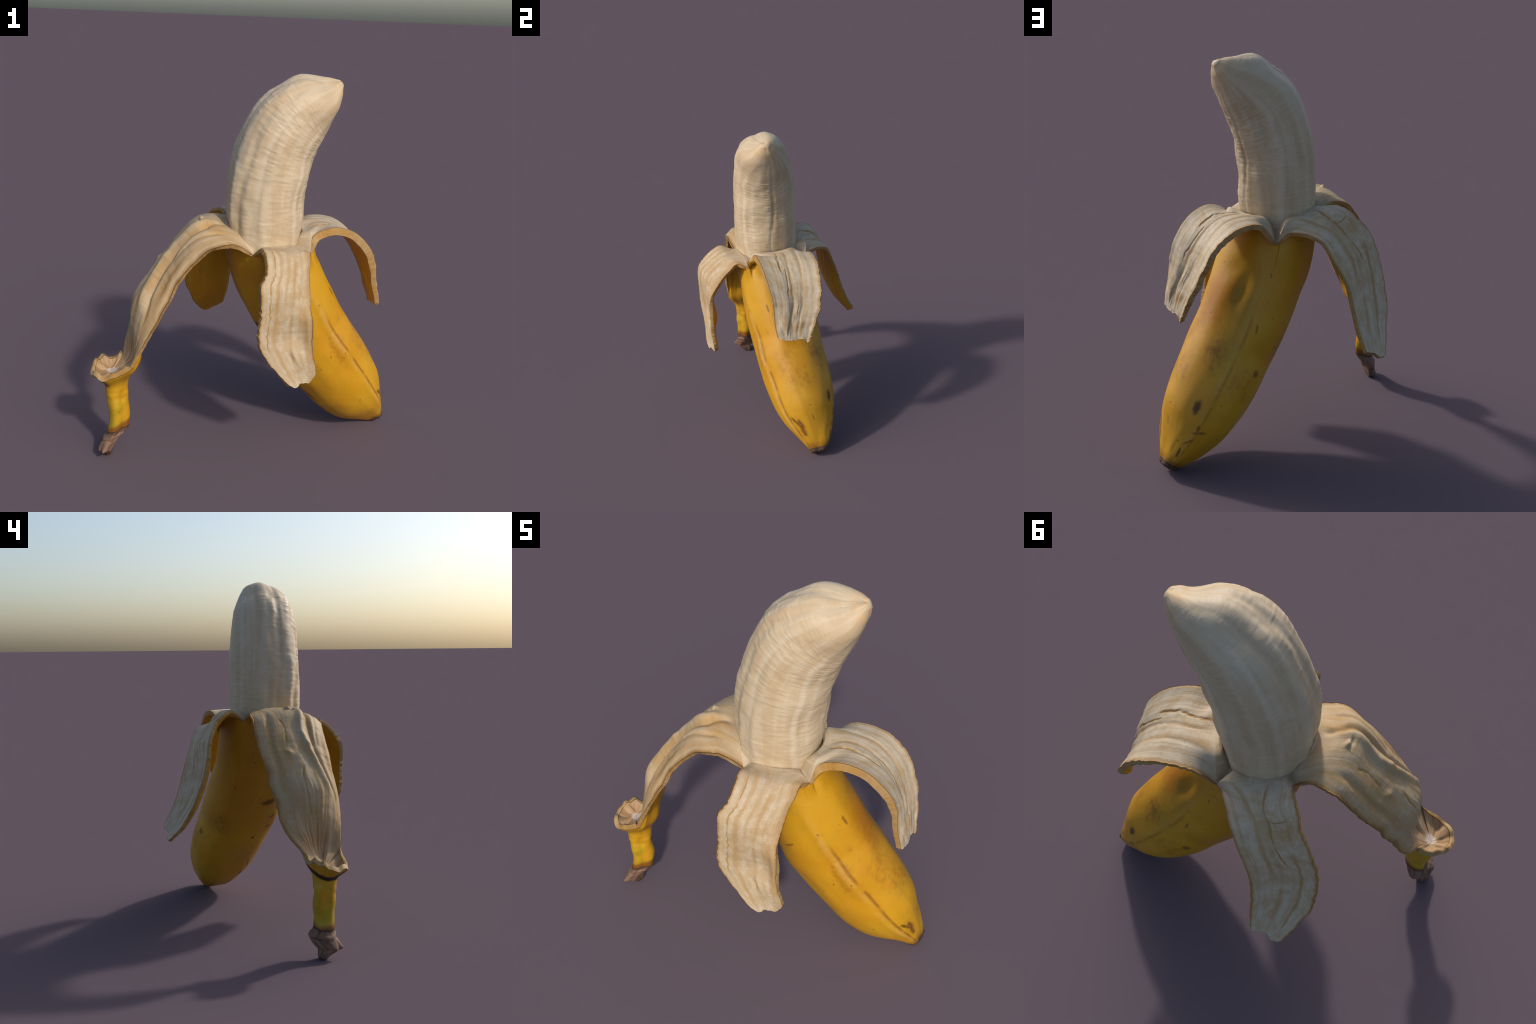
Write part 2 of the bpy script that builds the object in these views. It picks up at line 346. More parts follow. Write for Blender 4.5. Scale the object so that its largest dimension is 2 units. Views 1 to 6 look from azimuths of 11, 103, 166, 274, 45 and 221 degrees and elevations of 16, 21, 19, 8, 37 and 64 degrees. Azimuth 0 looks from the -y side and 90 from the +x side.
# ------------------------------------------------------------------ closed lower peel
RIDGES = [(104, 11, .0045), (182, 10, .004), (224, 8, .009), (320, 12, .008), (24, 14, .005)]   # angle, half width, height
P = pos(ring_o)
s0, th0 = BODY.locate(P)
f = np.linspace(0, 1, NB)[:, None]
S = s0 + (1 - s0) * f
TH = np.broadcast_to(th0, S.shape)
deg = np.degrees(TH)
ridge = sum(h * gauss(ang_dist(deg, a), w) for a, w, h in RIDGES) - .0012
ridge = ridge - .005 * gauss(ang_dist(deg, 218), 4) * smooth(.35, .5, S)                    # crease beside the sharp ridge
lump = .0045 * pnoise(TH, S * 5, 1.6, 51) + .0025 * pnoise(TH, S * 14, 4, 53)
dent = -.007 * gauss(ang_dist(deg, 75), 20) * gauss(S - .50, .11) - .010 * gauss(ang_dist(deg, 122), 9) * gauss(S - .36, .07)
extra = (ridge * smooth(1.0, .86, S) + lump + dent) * smooth(.03, .25, f) * (1 - .7 * smooth(.9, 1, S))
Q = BODY.point(S, TH, extra)
step = P - Q[0]
for k in range(NB):                                                    # the neck's unevenness fades downwards and spreads out
    Q[k] += step * (1 - smooth(0, .16, f[k, 0]))
    step = ring_blur(step, min(k, 14)) if k < 45 else step
ids = np.vstack([ring_o[None], shell.add(Q[1:])])
TH2 = close(TH); TH2 = TH2.copy(); TH2[:, -1] = TH2[:, 0] + np.sign(TH[0, -1] - TH[0, 0]) * 2 * np.pi
TURN0 = TH2.min()
body_uv = (TH2 * .22, close(S) * BODY.length)
cut = NB - 2
shell.grid("lower_peel", SKIN, close(ids[:cut]), body_uv[0][:cut], body_uv[1][:cut])
# dry blossom end
tip_dir, tip_c = BODY.T[-1], BODY.S[-1]
rows, last = [ids[k] for k in range(cut - 1, NB)], Q[-1]
for r, dz in ((.98, .006), (.88, .013), (.70, .017), (.45, .018), (.2, .014)):
    j = 1 + .10 * pnoise(TH[-1], r * 9, 2.5, 61)
    q = tip_c + (last - tip_c) * (r * j)[:, None] + tip_dir * (dz + .003 * pnoise(TH[-1], r * 7, 4, 62))[:, None]
    q[:, 2] = np.maximum(q[:, 2], .001)
    rows.append(shell.add(q))
ids2 = close(np.array(rows))
u2, v2 = body_uv[0][-1], np.linspace(0, .08, len(rows))[:, None]
shell.grid("blossom_end", 0, ids2, u2, v2)
shell.fan("blossom_end", 0, ids2[-1], shell.add((tip_c + tip_dir * .012)[None])[0], u2, u2 * 0 + .08, 0, .09)

# ------------------------------------------------------------------ stem: cup, flare, neck, dry end
d = STRIPS[3]
x = np.linspace(0, 1, 70)[1:-1]
R = curve(CUP_RIM, x)
R = R + np.array([-.003, -.002, .006]) * np.sin(np.pi * x)[:, None] ** 2
axis = np.array([-.62, -.387])
rad = np.concatenate([unit(R[:, :2] - axis), np.zeros((len(R), 1))], 1)
ends = (smooth(0, .1, x) * smooth(1, .9, x))[:, None]
jag = (.008 * vnoise(x * 12, 0, 71) + .006 * vnoise(x * 31, 0, 72))[:, None] * ends
R = R + np.array([0, 0, 1]) * jag
rc, rm, ro = R - rad * .017 * ends + np.array([0, 0, -.002]) * ends, R + np.array([0, 0, .006]) * ends - rad * .004, R + rad * .006 * ends + np.array([0, 0, -.016]) * ends
k0 = 1 - ends                                                          # run into the strip's own edges
a, b = d["cream"][-1, -1], d["cream"][-1, 0]
ao, bo = d["outer"][-1, -1], d["outer"][-1, 0]
near = (x < .5)[:, None]
ro = ro + np.where(near, ao - CUP_RIM[0], bo - CUP_RIM[-1]) * k0
rc_i, rm_i, ro_i = shell.add(rc), shell.add(rm), shell.add(ro)
wrap = lambda e0, mid, e1: np.concatenate([[e0], mid, [e1]])
seq = np.stack([wrap(d["ci"][-1, -1], rc_i, d["ci"][-1, 0]), wrap(d["mr"][-1], rm_i, d["ml"][-1]), wrap(d["oi"][-1, -1], ro_i, d["oi"][-1, 0])], 1)
shell.grid("stem", RIM, seq, np.array([0, .008, .016]) + 3, np.linspace(0, .5, len(seq))[:, None], flip=True)
loop_c = np.concatenate([d["ci"][-1], rc_i]); loop_o = np.concatenate([d["oi"][-1], ro_i])
nl, LU = len(loop_c), np.concatenate([d["U"][-1], 3.33 + np.linspace(0, .30, len(rc_i) + 2)[1:]])
LV = d["V"][-1, 0]
# inside of the cup
L = pos(loop_c)
slope = unit(d["cream"][-1] - d["cream"][-8])
inn = np.concatenate([slope * .05, np.concatenate([-rad * .02 * 1.0, ], 0) + np.array([0, 0, -.03])])
rows = [loop_c]
for f in np.linspace(0, 1, 26)[1:-1]:
    p1, p2 = L + inn, CUP_BOTTOM + (L - CUP_BOTTOM) * np.array([.35, .35, .02])
    q = L * (1 - f) ** 3 + 3 * p1 * f * (1 - f) ** 2 + 3 * p2 * f * f * (1 - f) + CUP_BOTTOM * f ** 3
    th = np.arctan2(L[:, 1] - CUP_BOTTOM[1], L[:, 0] - CUP_BOTTOM[0])
    q[:, 2] += .016 * pnoise(th, f * 1.5, 2.6, 75) * math.sin(math.pi * min(1, f * 1.4) ) * (1 - f * .5)
    rows.append(shell.add(q))
ids = close(np.array(rows))
shell.grid("stem", 3, ids, LU, LV + np.linspace(0, .12, len(rows))[:, None])
shell.fan("stem", 3, ids[-1], shell.add(CUP_BOTTOM[None])[0], LU, LU * 0 + LV + .12, 3.3, LV + .125)
# flare and neck
L = pos(loop_o)
th = np.unwrap(np.arctan2(L[:, 1] - axis[1], L[:, 0] - axis[0]))
th = th * .9 + .1 * np.linspace(th[0], th[0] - 2 * np.pi * (1 - 1 / nl), nl)
top = NECK.point(np.ones(nl), th)
up = np.concatenate([unit(d["outer"][-8] - d["outer"][-1]), unit(L[NT:] - top[NT:])])
for _ in range(10):
    up = unit(up + .5 * (np.roll(up, 1, 0) + np.roll(up, -1, 0)))
h = np.linalg.norm(L - top, axis=1, keepdims=True)
rows = [loop_o]
for f in np.linspace(0, 1, 30)[1:]:
    p1, p2 = L - up * h * .40, top + np.array([0, 0, 1.]) * h * .38
    q = L * (1 - f) ** 3 + 3 * p1 * f * (1 - f) ** 2 + 3 * p2 * f * f * (1 - f) + top * f ** 3
    rows.append(shell.add(q + rng.normal(0, .0002, q.shape)))
base = .165 + .024 * np.cos(th - .2) + .006 * pnoise(th, 0, 2, 81)       # slanted lower end, parameter found from height
zz = NECK.S[:, 2]; s_end = np.interp(base, zz, NECK.sd)
for f in np.linspace(0, 1, 60)[1:]:
    s = 1 + (s_end - 1) * f
    ex = (.0038 * pnoise(th, s * 6, 1.5, 82) + .003 * np.abs(np.cos(2.5 * th)) - .0015) * smooth(0, .2, f) + .004 * gauss(f - 1, .06)
    rows.append(shell.add(NECK.point(s, th, ex)))
ids = np.array(rows)
z_along = np.array([pos(r)[:, 2] for r in rows])
thc = close(th[None] + 0 * z_along); thc[:, -1] = thc[:, 0] - 2 * np.pi
shell.grid("stem", SKIN, close(ids), thc * .06 + 4, close(z_along), flip=True)
# dry brown end
ring = pos(ids[-1])
rows2 = [ids[-1]]
for f in np.linspace(0, 1, 80)[1:]:
    zc, cx, cy, rx, ry = curve(STEM_END, np.array([f]))[0]
    tw = th + .9 * f                                                   # the stub is wrung a little, with creased flats
    flat = 1 + .10 * np.cos(3 * tw + .6) * smooth(.05, .3, f) + .07 * np.cos(5 * tw - 2.2 * f) * smooth(.2, .5, f) + .05 * pnoise(th, f * 5, 2.2, 92) * smooth(0, .2, f)
    crease = 1 - .07 * gauss(f - .27, .03) + .014 * np.sin(9 * tw) * smooth(.3, .6, f) * (1 + pnoise(th, f * 3, 1.5, 93))
    r = flat * crease
    q = np.stack([cx + rx * r * np.cos(th), cy + ry * r * np.sin(th), np.full(nl, zc) + .006 * pnoise(th, f * 4, 2, 94) * smooth(.1, .3, f)], 1)
    k = (1 - smooth(0, .30, f))
    q[:, 2] += (ring[:, 2] - .170) * (1 - smooth(0, .9, f)) * .8
    q = q * (1 - k) + (ring + np.array([cx + .612, cy + .385, zc - .170]) * .9) * k if f < .12 else q
    if f < .12:
        q = q * smooth(0, .12, f) + (ring + np.array([0, 0, zc - .170])) * (1 - smooth(0, .12, f))
    spur = gauss(ang_dist(np.degrees(th), -115), 24) * gauss(f - .93, .06)
    q += spur[:, None] * np.array([-.014, -.004, .014]) + (gauss(ang_dist(np.degrees(th), -80), 22) * gauss(f - .58, .09))[:, None] * np.array([0, -.014, .0])
    q[:, 2] = np.maximum(q[:, 2], .0005)
    rows2.append(shell.add(q))
ids = close(np.array(rows2))
vv = np.linspace(0, .2, len(rows2))
shell.grid("dry_stem_end", 0, ids, thc[-1] * .05, vv[:, None], flip=True)
endc = pos(ids[-1][:-1]).mean(0); endc[2] = .006
shell.fan("dry_stem_end", 0, ids[-1], shell.add(endc[None])[0], thc[-1] * .05, thc[-1] * 0 + .2, 0, .21, flip=True)

# ------------------------------------------------------------------ flesh
FLESH_LINES = [(270, 9, -.004), (331, 8, .002), (26, 4, -.0045), (84, 10, .004), (145, 9, .003), (170, 7, -.003), (185, 8, .003), (230, 9, .006), (208, 6, -.004), (245, 6, -.005)]
nf, na = 420, 300
x = np.linspace(0, 1, nf)
s = (x ** .92)[:, None]
th = np.linspace(0, 2 * np.pi, na + 1)[:-1]
deg = np.degrees(th)[None] + 0 * s
wander = 6 * vnoise(s * 5, 0, 120)
rel = sum(1.05 * h * gauss(ang_dist(deg + wander, a), w) for a, w, h in FLESH_LINES) * smooth(1.0, .8, s)
side = smooth(100, 20, np.abs(ang_dist(deg, 215)))                        # lumpy outer curve
rel = rel + side * (.0055 * pnoise(th[None] + 0 * s, s * 9, 4.5, 121) + .0035 * pnoise(th[None] + 0 * s, s * 24, 5, 123)) * smooth(.05, .2, s)
rel = rel + .0030 * pnoise(th[None] + 0 * s, s * 2.5, 4.5, 125) + .0008 * pnoise(th[None] + 0 * s, s * 70, 3, 127) + .0010 * pnoise(th[None] + 0 * s, s * 120, 5, 129) + .0014 * pnoise(th[None] + 0 * s, s * 26, 7, 133)
rel = rel - .008 * gauss(ang_dist(deg, 5), 50) * gauss(s - .78, .15)
rel = rel * (1 - .5 * smooth(.66, .84, s)) * (1 - .8 * smooth(.84, .97, s)) + .004 * pnoise(th[None] + 0 * s, s * 10, 1.8, 131) * smooth(.7, .9, s) - .07 * (1 - smooth(0, .055, s)) + .006 * gauss(s - .968, .03)
F = FLESH.point(s + 0 * deg, th[None] + 0 * s, rel)
flesh = Shell()
fi = flesh.add(F)
fu = np.linspace(0, 2 * np.pi, na + 1) * .19
flesh.grid("flesh", 0, close(fi), fu, s * FLESH.length, flip=True)
end = [fi[-1]]                                                         # small rounded nose
for r, dz in ((.86, .0045), (.62, .008), (.32, .0102)):
    end.append(flesh.add(FLESH.S[-1] + (F[-1] - FLESH.S[-1]) * r + FLESH.T[-1] * dz))
flesh.grid("flesh", 0, close(np.array(end)), fu, FLESH.length + np.array([0, .004, .01, .018])[:, None], flip=True)
flesh.fan("flesh", 0, close(end[-1]), flesh.add((FLESH.S[-1] + FLESH.T[-1] * .011)[None])[0], fu, fu * 0 + FLESH.length + .018, .6, FLESH.length + .025, flip=True)

# ------------------------------------------------------------------ materials
class X:
    """A socket that can be computed with."""
    def __init__(self, m, s): self.m, self.s = m, s
    def __add__(self, o): return self.m.math("ADD", self, o)
    __radd__ = __add__
    def __sub__(self, o): return self.m.math("SUBTRACT", self, o)
    def __rsub__(self, o): return self.m.math("SUBTRACT", o, self)
    def __mul__(self, o): return self.m.math("MULTIPLY", self, o)
    __rmul__ = __mul__
    def __truediv__(self, o): return self.m.math("DIVIDE", self, o)
    def max(self, o): return self.m.math("MAXIMUM", self, o)
    def min(self, o): return self.m.math("MINIMUM", self, o)
    def abs(self): return self.m.math("ABSOLUTE", self)
    def step(self, a, b): return self.m.step(self, a, b)

class Mat:
    def __init__(self, name):
        self.mat = bpy.data.materials.new(name); self.mat.use_nodes = True
        self.nt = self.mat.node_tree; self.nt.nodes.clear()
        tc = self.node("ShaderNodeTexCoord")
        self.obj = tc.outputs["Object"]
        sep = self.node("ShaderNodeSeparateXYZ"); self.nt.links.new(tc.outputs["UV"], sep.inputs[0])
        self.u, self.v = X(self, sep.outputs[0]), X(self, sep.outputs[1])
        so = self.node("ShaderNodeSeparateXYZ"); self.nt.links.new(self.obj, so.inputs[0])
        self.z = X(self, so.outputs[2])
    def node(self, t): return self.nt.nodes.new(t)
    def put(self, sock, val):
        if isinstance(val, X): val = val.s
        if isinstance(val, bpy.types.NodeSocket): self.nt.links.new(val, sock)
        elif isinstance(val, tuple) and sock.type == "RGBA": sock.default_value = (*val, 1)
        else: sock.default_value = val
    def math(self, op, a, b=0.0):
        n = self.node("ShaderNodeMath"); n.operation = op
        self.put(n.inputs[0], a); self.put(n.inputs[1], b)
        return X(self, n.outputs[0])
    def step(self, x, a, b):
        n = self.node("ShaderNodeMapRange"); n.interpolation_type = "SMOOTHSTEP"
        self.put(n.inputs[0], x)
        lo, hi = (a, b) if a < b else (b, a)
        n.inputs[1].default_value, n.inputs[2].default_value = lo, hi
        n.inputs[3].default_value, n.inputs[4].default_value = (0, 1) if a < b else (1, 0)
        return X(self, n.outputs[0])
    def vec(self, x, y, z=0.0):
        n = self.node("ShaderNodeCombineXYZ")
        for k, c in enumerate((x, y, z)): self.put(n.inputs[k], c)
        return n.outputs[0]
    def noise(self, vector, scale=1.0, detail=3.0, rough=.55, distort=0.0):
        n = self.node("ShaderNodeTexNoise")
        self.nt.links.new(vector, n.inputs["Vector"])
        n.inputs["Scale"].default_value, n.inputs["Detail"].default_value = scale, detail
        n.inputs["Roughness"].default_value, n.inputs["Distortion"].default_value = rough, distort
        return X(self, n.outputs[0])
    def cells(self, vector, scale, rand=1.0, feature="F1"):
        n = self.node("ShaderNodeTexVoronoi"); n.feature = feature
        self.nt.links.new(vector, n.inputs["Vector"])
        n.inputs["Scale"].default_value = scale; n.inputs["Randomness"].default_value = rand
        return X(self, n.outputs["Distance"])
    def mix(self, f, a, b, mode="MIX"):
        n = self.node("ShaderNodeMix"); n.data_type = "RGBA"; n.blend_type = mode
        self.put(n.inputs[0], f); self.put(n.inputs[6], a); self.put(n.inputs[7], b)
        return n.outputs[2]
    def spot(self, u0, v0, ru, rv, turn=0.0, soft=.6, ragged=.5, fine=None):
        """An elongated blot round (u0, v0) with a ragged border."""
        du, dv = self.u - u0, self.v - v0
        c, s = math.cos(turn), math.sin(turn)
        a, b = (du * c + dv * s) / ru, (dv * c - du * s) / rv
        r = self.math("SQRT", a * a + b * b) + (fine - .5) * (2 * ragged)
        return self.step(r, 1 + soft / 2, 1 - soft / 2 - .15)
    def finish(self, colour, rough, bump=None, strength=.3, dist=.004, sss=0.0, spec=.35):
        p = self.node("ShaderNodeBsdfPrincipled"); o = self.node("ShaderNodeOutputMaterial")
        self.put(p.inputs["Base Color"], colour); self.put(p.inputs["Roughness"], rough)
        p.inputs["Specular IOR Level"].default_value = spec
        if sss:
            p.inputs["Subsurface Weight"].default_value = sss
            p.inputs["Subsurface Radius"].default_value = (1, .6, .35); p.inputs["Subsurface Scale"].default_value = .02
        if bump is not None:
            b = self.node("ShaderNodeBump"); b.inputs["Strength"].default_value = strength; b.inputs["Distance"].default_value = dist
            self.put(b.inputs["Height"], bump); self.nt.links.new(b.outputs[0], p.inputs["Normal"])
        self.nt.links.new(p.outputs[0], o.inputs[0])
        return self.mat

def around(deg):
    """Angle round the closed peel as a surface coordinate."""
    return (TURN0 + (math.radians(deg) - TURN0) % (2 * math.pi)) * .22

def skin_material(name, spots=(), ridges=False, stem=False):
    m = Mat(name)
    big = m.noise(m.obj, 2.6, 3); mid = m.noise(m.obj, 9, 4); fine = m.noise(m.obj, 38, 4, .65)
    streak = m.noise(m.vec(m.u * 60, m.v * 5), 1, 3)
    c = m.mix(big.step(.38, .62), SKIN_WARM, SKIN_YELLOW)
    c = m.mix(mid.step(.5, .75) * .35, c, SKIN_GREENISH)
    c = m.mix(streak.step(.55, .8) * .18, c, SKIN_DEEP)
    c = m.mix(mid.step(.46, .25) * .30, c, SKIN_DEEP)
    bruise = (m.noise(m.obj, 4.3, 4, .6).step(.60, .72)) * (fine.step(.35, .65) * .6 + .4)
    c = m.mix(bruise * .45, c, BROWN_SOFT)
    grit = m.noise(m.vec(m.u * 34, m.v * 24), 1, 5, .7)
    if ridges:
        for a, k in ((224, 1.0), (320, .45), (104, .55), (182, .05)):
            uu = around(a)
            line = (m.u - uu - (mid - .5) * .012).abs()
            off = (m.u - (uu - .022) - (mid - .5) * .014).abs()
            along = m.v.step(.50, .66) * m.noise(m.vec(m.v * 9, a), 1, 2).step(.30, .55)
            c = m.mix(line.step(.020, .003) * (.08 + .42 * k) * (m.v.step(.25, .6) * .7 + .3) * mid.step(.3, .6), c, SKIN_RIDGE)
            c = m.mix(off.step(.013, .002) * along * (.75 * k), c, BROWN_LINE)
    for kind, deg, s, ru, rv, turn, strength in spots:
        col, soft, rag = {"dark": (BROWN_DARK, .75, .55), "soft": (BROWN_SOFT, 1.2, 1.3), "orange": (SKIN_ORANGE, 1.3, .5), "olive": (SKIN_OLIVE, 1.2, .5), "scar": (BROWN_LINE, .4, .7)}[kind]
        f = m.spot(around(deg), s, ru, rv, turn, soft, rag, fine) * strength
        if kind == "soft":
            f = f * (grit.step(.42, .60) * .75 + .25)
        c = m.mix(f, c, col)
    mottle = m.noise(m.obj, 17, 5, .7)
    c = m.mix(mottle.step(.54, .70) * .22, c, BROWN_SOFT)
    c = m.mix(mottle.step(.44, .30) * .25, c, SKIN_PALE)
    scratch = m.noise(m.vec(m.u * 26, m.v * 60), 1, 3, .7)
    c = m.mix(scratch.step(.64, .74) * mid.step(.45, .6) * .35, c, BROWN_LINE)
    fleck = (m.cells(m.obj, 19) + (fine - .5) * .12).step(.15, .07) * m.noise(m.obj, 5, 2).step(.50, .60)
    c = m.mix(fleck * .8, c, BROWN_LINE)
    tiny = m.cells(m.obj, 70).step(.13, .06) * m.noise(m.obj, 8, 2).step(.50, .58)
    c = m.mix(tiny * .7, c, BROWN_DARK)
    speck = m.cells(m.obj, 34).step(.10, .05) * m.noise(m.obj, 6, 2).step(.52, .62)
    c = m.mix(speck * .8, c, BROWN_DARK)
    if ridges:
        c = m.mix((m.v + (grit - .5) * .10).step(BODY.length - .07, BODY.length - .005) * .85, c, BROWN_LINE)
    if stem:
        sx0 = m.node("ShaderNodeSeparateXYZ"); m.nt.links.new(m.obj, sx0.inputs[0])
        c = m.mix(m.v.step(.52, .24) * mid.step(.3, .6) * (X(m, sx0.outputs[0]).step(-.60, -.66) * .4 + .6), c, SKIN_LIME)
        c = m.mix(fine.step(.55, .75) * .4, c, SKIN_DEEP)
        c = m.mix(m.cells(m.obj, 62).step(.20, .10) * m.noise(m.obj, 15, 2).step(.5, .6) * .7, c, BROWN_DARK)
        sx = m.node("ShaderNodeSeparateXYZ"); m.nt.links.new(m.obj, sx.inputs[0])
        west = X(m, sx.outputs[0]).step(-.600, -.655)
        yy = X(m, sx.outputs[1]) + .42
        level = m.z - .430 - yy * yy * 4.7 + (fine - .5) * .018
        c = m.mix(level.abs().step(.018, .008) * west, c, NEAR_BLACK)
        c = m.mix((m.z - (X(m, sx.outputs[0]) + .62) * .45 + (fine - .5) * .02).step(.200, .172), c, BROWN_LINE)
    b = mid * .8 + fine * .35 + streak * .5
    return m.finish(c, .48, b, .25, .003, spec=.4)

def cream_material(name, cracks=(), bare=(), stripes=(), brown=.35, cup=None, tan=.3):
    m = Mat(name)
    warp = m.noise(m.vec(m.u * 6, m.v * 7), 1, 2) - .5
    uu = m.u + warp * .006
    broad = m.noise(m.vec(uu * 34, m.v * 1.6), 1, 2.5, .5)
    thin = m.noise(m.vec(uu * 120, m.v * 3.2), 1, 2)
    cross = m.noise(m.vec(m.u * 34, m.v * 105 + warp * 5), 1, 3, .6)
    patch = m.noise(m.vec(m.u * 16, m.v * 14), 1, 4, .6)
    fine = m.noise(m.obj, 45, 4, .65)
    c = m.mix((patch + (.3 - tan) * .5).step(.35, .65), CREAM_WARM, CREAM_PALE)
    torn = m.noise(m.vec(m.u * 40, m.v * 11), 1, 4, .65)
    c = m.mix(broad.step(.50, .62) * (torn.step(.35, .62) * tan + .05), c, TAN)
    c = m.mix(thin.step(.52, .70) * torn.step(.35, .6) * .55, c, TAN)
    stain = m.noise(m.obj, 3.4, 4, .65)
    c = m.mix(stain.step(.54, .72) * .55, c, TAN_DEEP)
    c = m.mix(cross.step(.50, .70) * .42 * patch.step(.38, .62), c, CREAM_WHITE)
    c = m.mix(cross.step(.46, .30) * .16, c, TAN)
    c = m.mix(patch.step(.62, .78) * .5, c, CREAM_WHITE)
    for t, s0, s1, w, k in stripes:
        f = (m.u - (t + 0.0) - warp * .02 - (thin - .5) * .006).abs().step(w, w * .35) * m.v.step(s0 - .03, s0 + .05) * m.v.step(s1 + .03, s1 - .05)
        c = m.mix(f * (k * .7), c, TAN_DEEP)
    for u0, v0, ru, rv, turn in bare:
        c = m.mix(m.spot(u0, v0, ru, rv, turn, 1.0, 1.2, fine) * .5, c, TAN_DEEP)
    for u0, v0, u1, v1, w in cracks:
        ln = math.hypot(u1 - u0, v1 - v0)
        a = math.atan2(v1 - v0, u1 - u0)
        c = m.mix(m.spot((u0 + u1) / 2, (v0 + v1) / 2, ln / 2, w, a, .5, .55, fine) * .85, c, CRACK)
    c = m.mix(max(0, tan - .3) * .65 * (patch.step(.3, .6) * .6 + .4), c, TAN)
    e = m.u - m.math("FLOOR", m.u + .02)
    edge = e.min(.33 - e)
    c = m.mix((edge + (fine - .5) * .014).step(.020, .004) * .75, c, TAN_DEEP)
    c = m.mix((edge + (patch - .5) * .03).step(.006 + .014 * max(0, brown - .3), .0) * brown, c, EDGE_BROWN)
    if cup:
        c = m.mix(m.v.step(cup * .84, cup * .99), c, cup_colour(m))
    b = broad * .6 + thin * .8 + cross * .45 + fine * .35
    return m.finish(c, .62, b, .45, .004, sss=.0, spec=.3)

def rim_material():
    m = Mat("torn_edge")
    a = m.noise(m.obj, 30, 4, .65); b = m.noise(m.obj, 7, 3)
    c = m.mix(b.step(.4, .62), TAN, TAN_DEEP)
    c = m.mix(m.noise(m.obj, 5, 2).step(.48, .60) * .25, c, SKIN_DEEP)
    c = m.mix(a.step(.52, .70) * .5, c, EDGE_BROWN)
    return m.finish(c, .7, a, .4, .003)

def cup_colour(m):
    ray = m.noise(m.vec(m.u * 55, m.v * 4), 1, 3, .6)
    wide = m.noise(m.vec(m.u * 18, m.v * 3), 1, 2)
    c = m.mix(ray.step(.42, .62) * .8, CUP_TAN, CUP_BROWN)
    return m.mix(wide.step(.52, .66) * .6, c, CUP_PALE)

def cup_material(start):
    m = Mat("cup_inside")
    ray = m.noise(m.vec(m.u * 55, m.v * 4), 1, 3, .6)
    a = m.noise(m.obj, 40, 4, .6)
    c = m.mix((m.v - start + (a - .5) * .03).step(.085, .105), cup_colour(m), CUP_WHITE)
    return m.finish(c, .7, ray * .8 + a * .4, .6, .005)

def flesh_material():
    m = Mat("banana_flesh")
    warp = m.noise(m.obj, 5, 2) - .5
    broad = m.noise(m.vec((m.u + warp * .03) * 20, m.v * 1.8), 1, 2.5)
    cross = m.noise(m.vec(m.u * 24, m.v * 72 + warp * 9), 1, 3.5, .6)
    patch = m.noise(m.obj, 6.5, 4, .6); fine = m.noise(m.obj, 42, 4, .6)
    c = m.mix(broad.step(.36, .66) * .8, FLESH_TAN, FLESH_PALE)
    c = m.mix(patch.step(.48, .70) * .6, c, FLESH_PALE)
    c = m.mix(patch.step(.45, .28) * .5, c, FLESH_TAN)
    c = m.mix(cross.step(.50, .72) * .18 * patch.step(.3, .6), c, FLESH_WHITE)
    c = m.mix(cross.step(.44, .28) * .16, c, FLESH_DEEP)
    for a, w, k in ((270, .012, .5), (331, .018, .75), (350, .012, .4), (20, .014, .6), (84, .020, .6), (145, .016, .5), (230, .015, .5)):
        uu = math.radians(a) * .19
        c = m.mix((m.u - uu - warp * .05).abs().step(w * 1.3, w * .2) * (k * .8) * m.v.step(FLESH.length - .12, FLESH.length - .38) * (patch.step(.25, .5) * .6 + .4), c, FLESH_WHITE)
    for a, w, k in ((26.5, .005, .7), (30, .007, .3)):
        c = m.mix((m.u - math.radians(a) * .19 - warp * .02).abs().step(w, w * .3) * k * m.v.step(.9, .6), c, FLESH_DEEP)
    dots = m.cells(m.obj, 15).step(.055, .03) * patch.step(.42, .55)
    c = m.mix(dots * .5, c, FLESH_DEEP)
    c = m.mix(m.v.step(FLESH.length - .12, FLESH.length - .02) * fine.step(.4, .6) * .5, c, FLESH_HONEY)
    soft = m.noise(m.obj, 13, 2)
    b = broad * .55 + cross * .40 + fine * .35 + soft * .5
    return m.finish(c, .52, b, .5, .005, sss=.0, spec=.35)

def dry_material(name, dark):
    m = Mat(name)
    f = m.noise(m.vec(m.u * 70, m.v * 9), 1, 4, .6); a = m.noise(m.obj, 26, 4, .65)
    c = m.mix(f.step(.38, .62), DRY_BROWN if not dark else NEAR_BLACK, DRY_LIGHT if not dark else DRY_BROWN)
    c = m.mix(a.step(.55, .75) * .7, c, DRY_DARK)
    if not dark:
        c = m.mix((m.v + (a - .5) * .03).step(.13, .19) * .75, c, DRY_DARK)
        c = m.mix(m.v.step(.012, .0), c, DRY_DARK)
    return m.finish(c, .75, f * .8 + a * .5, .6, .004)

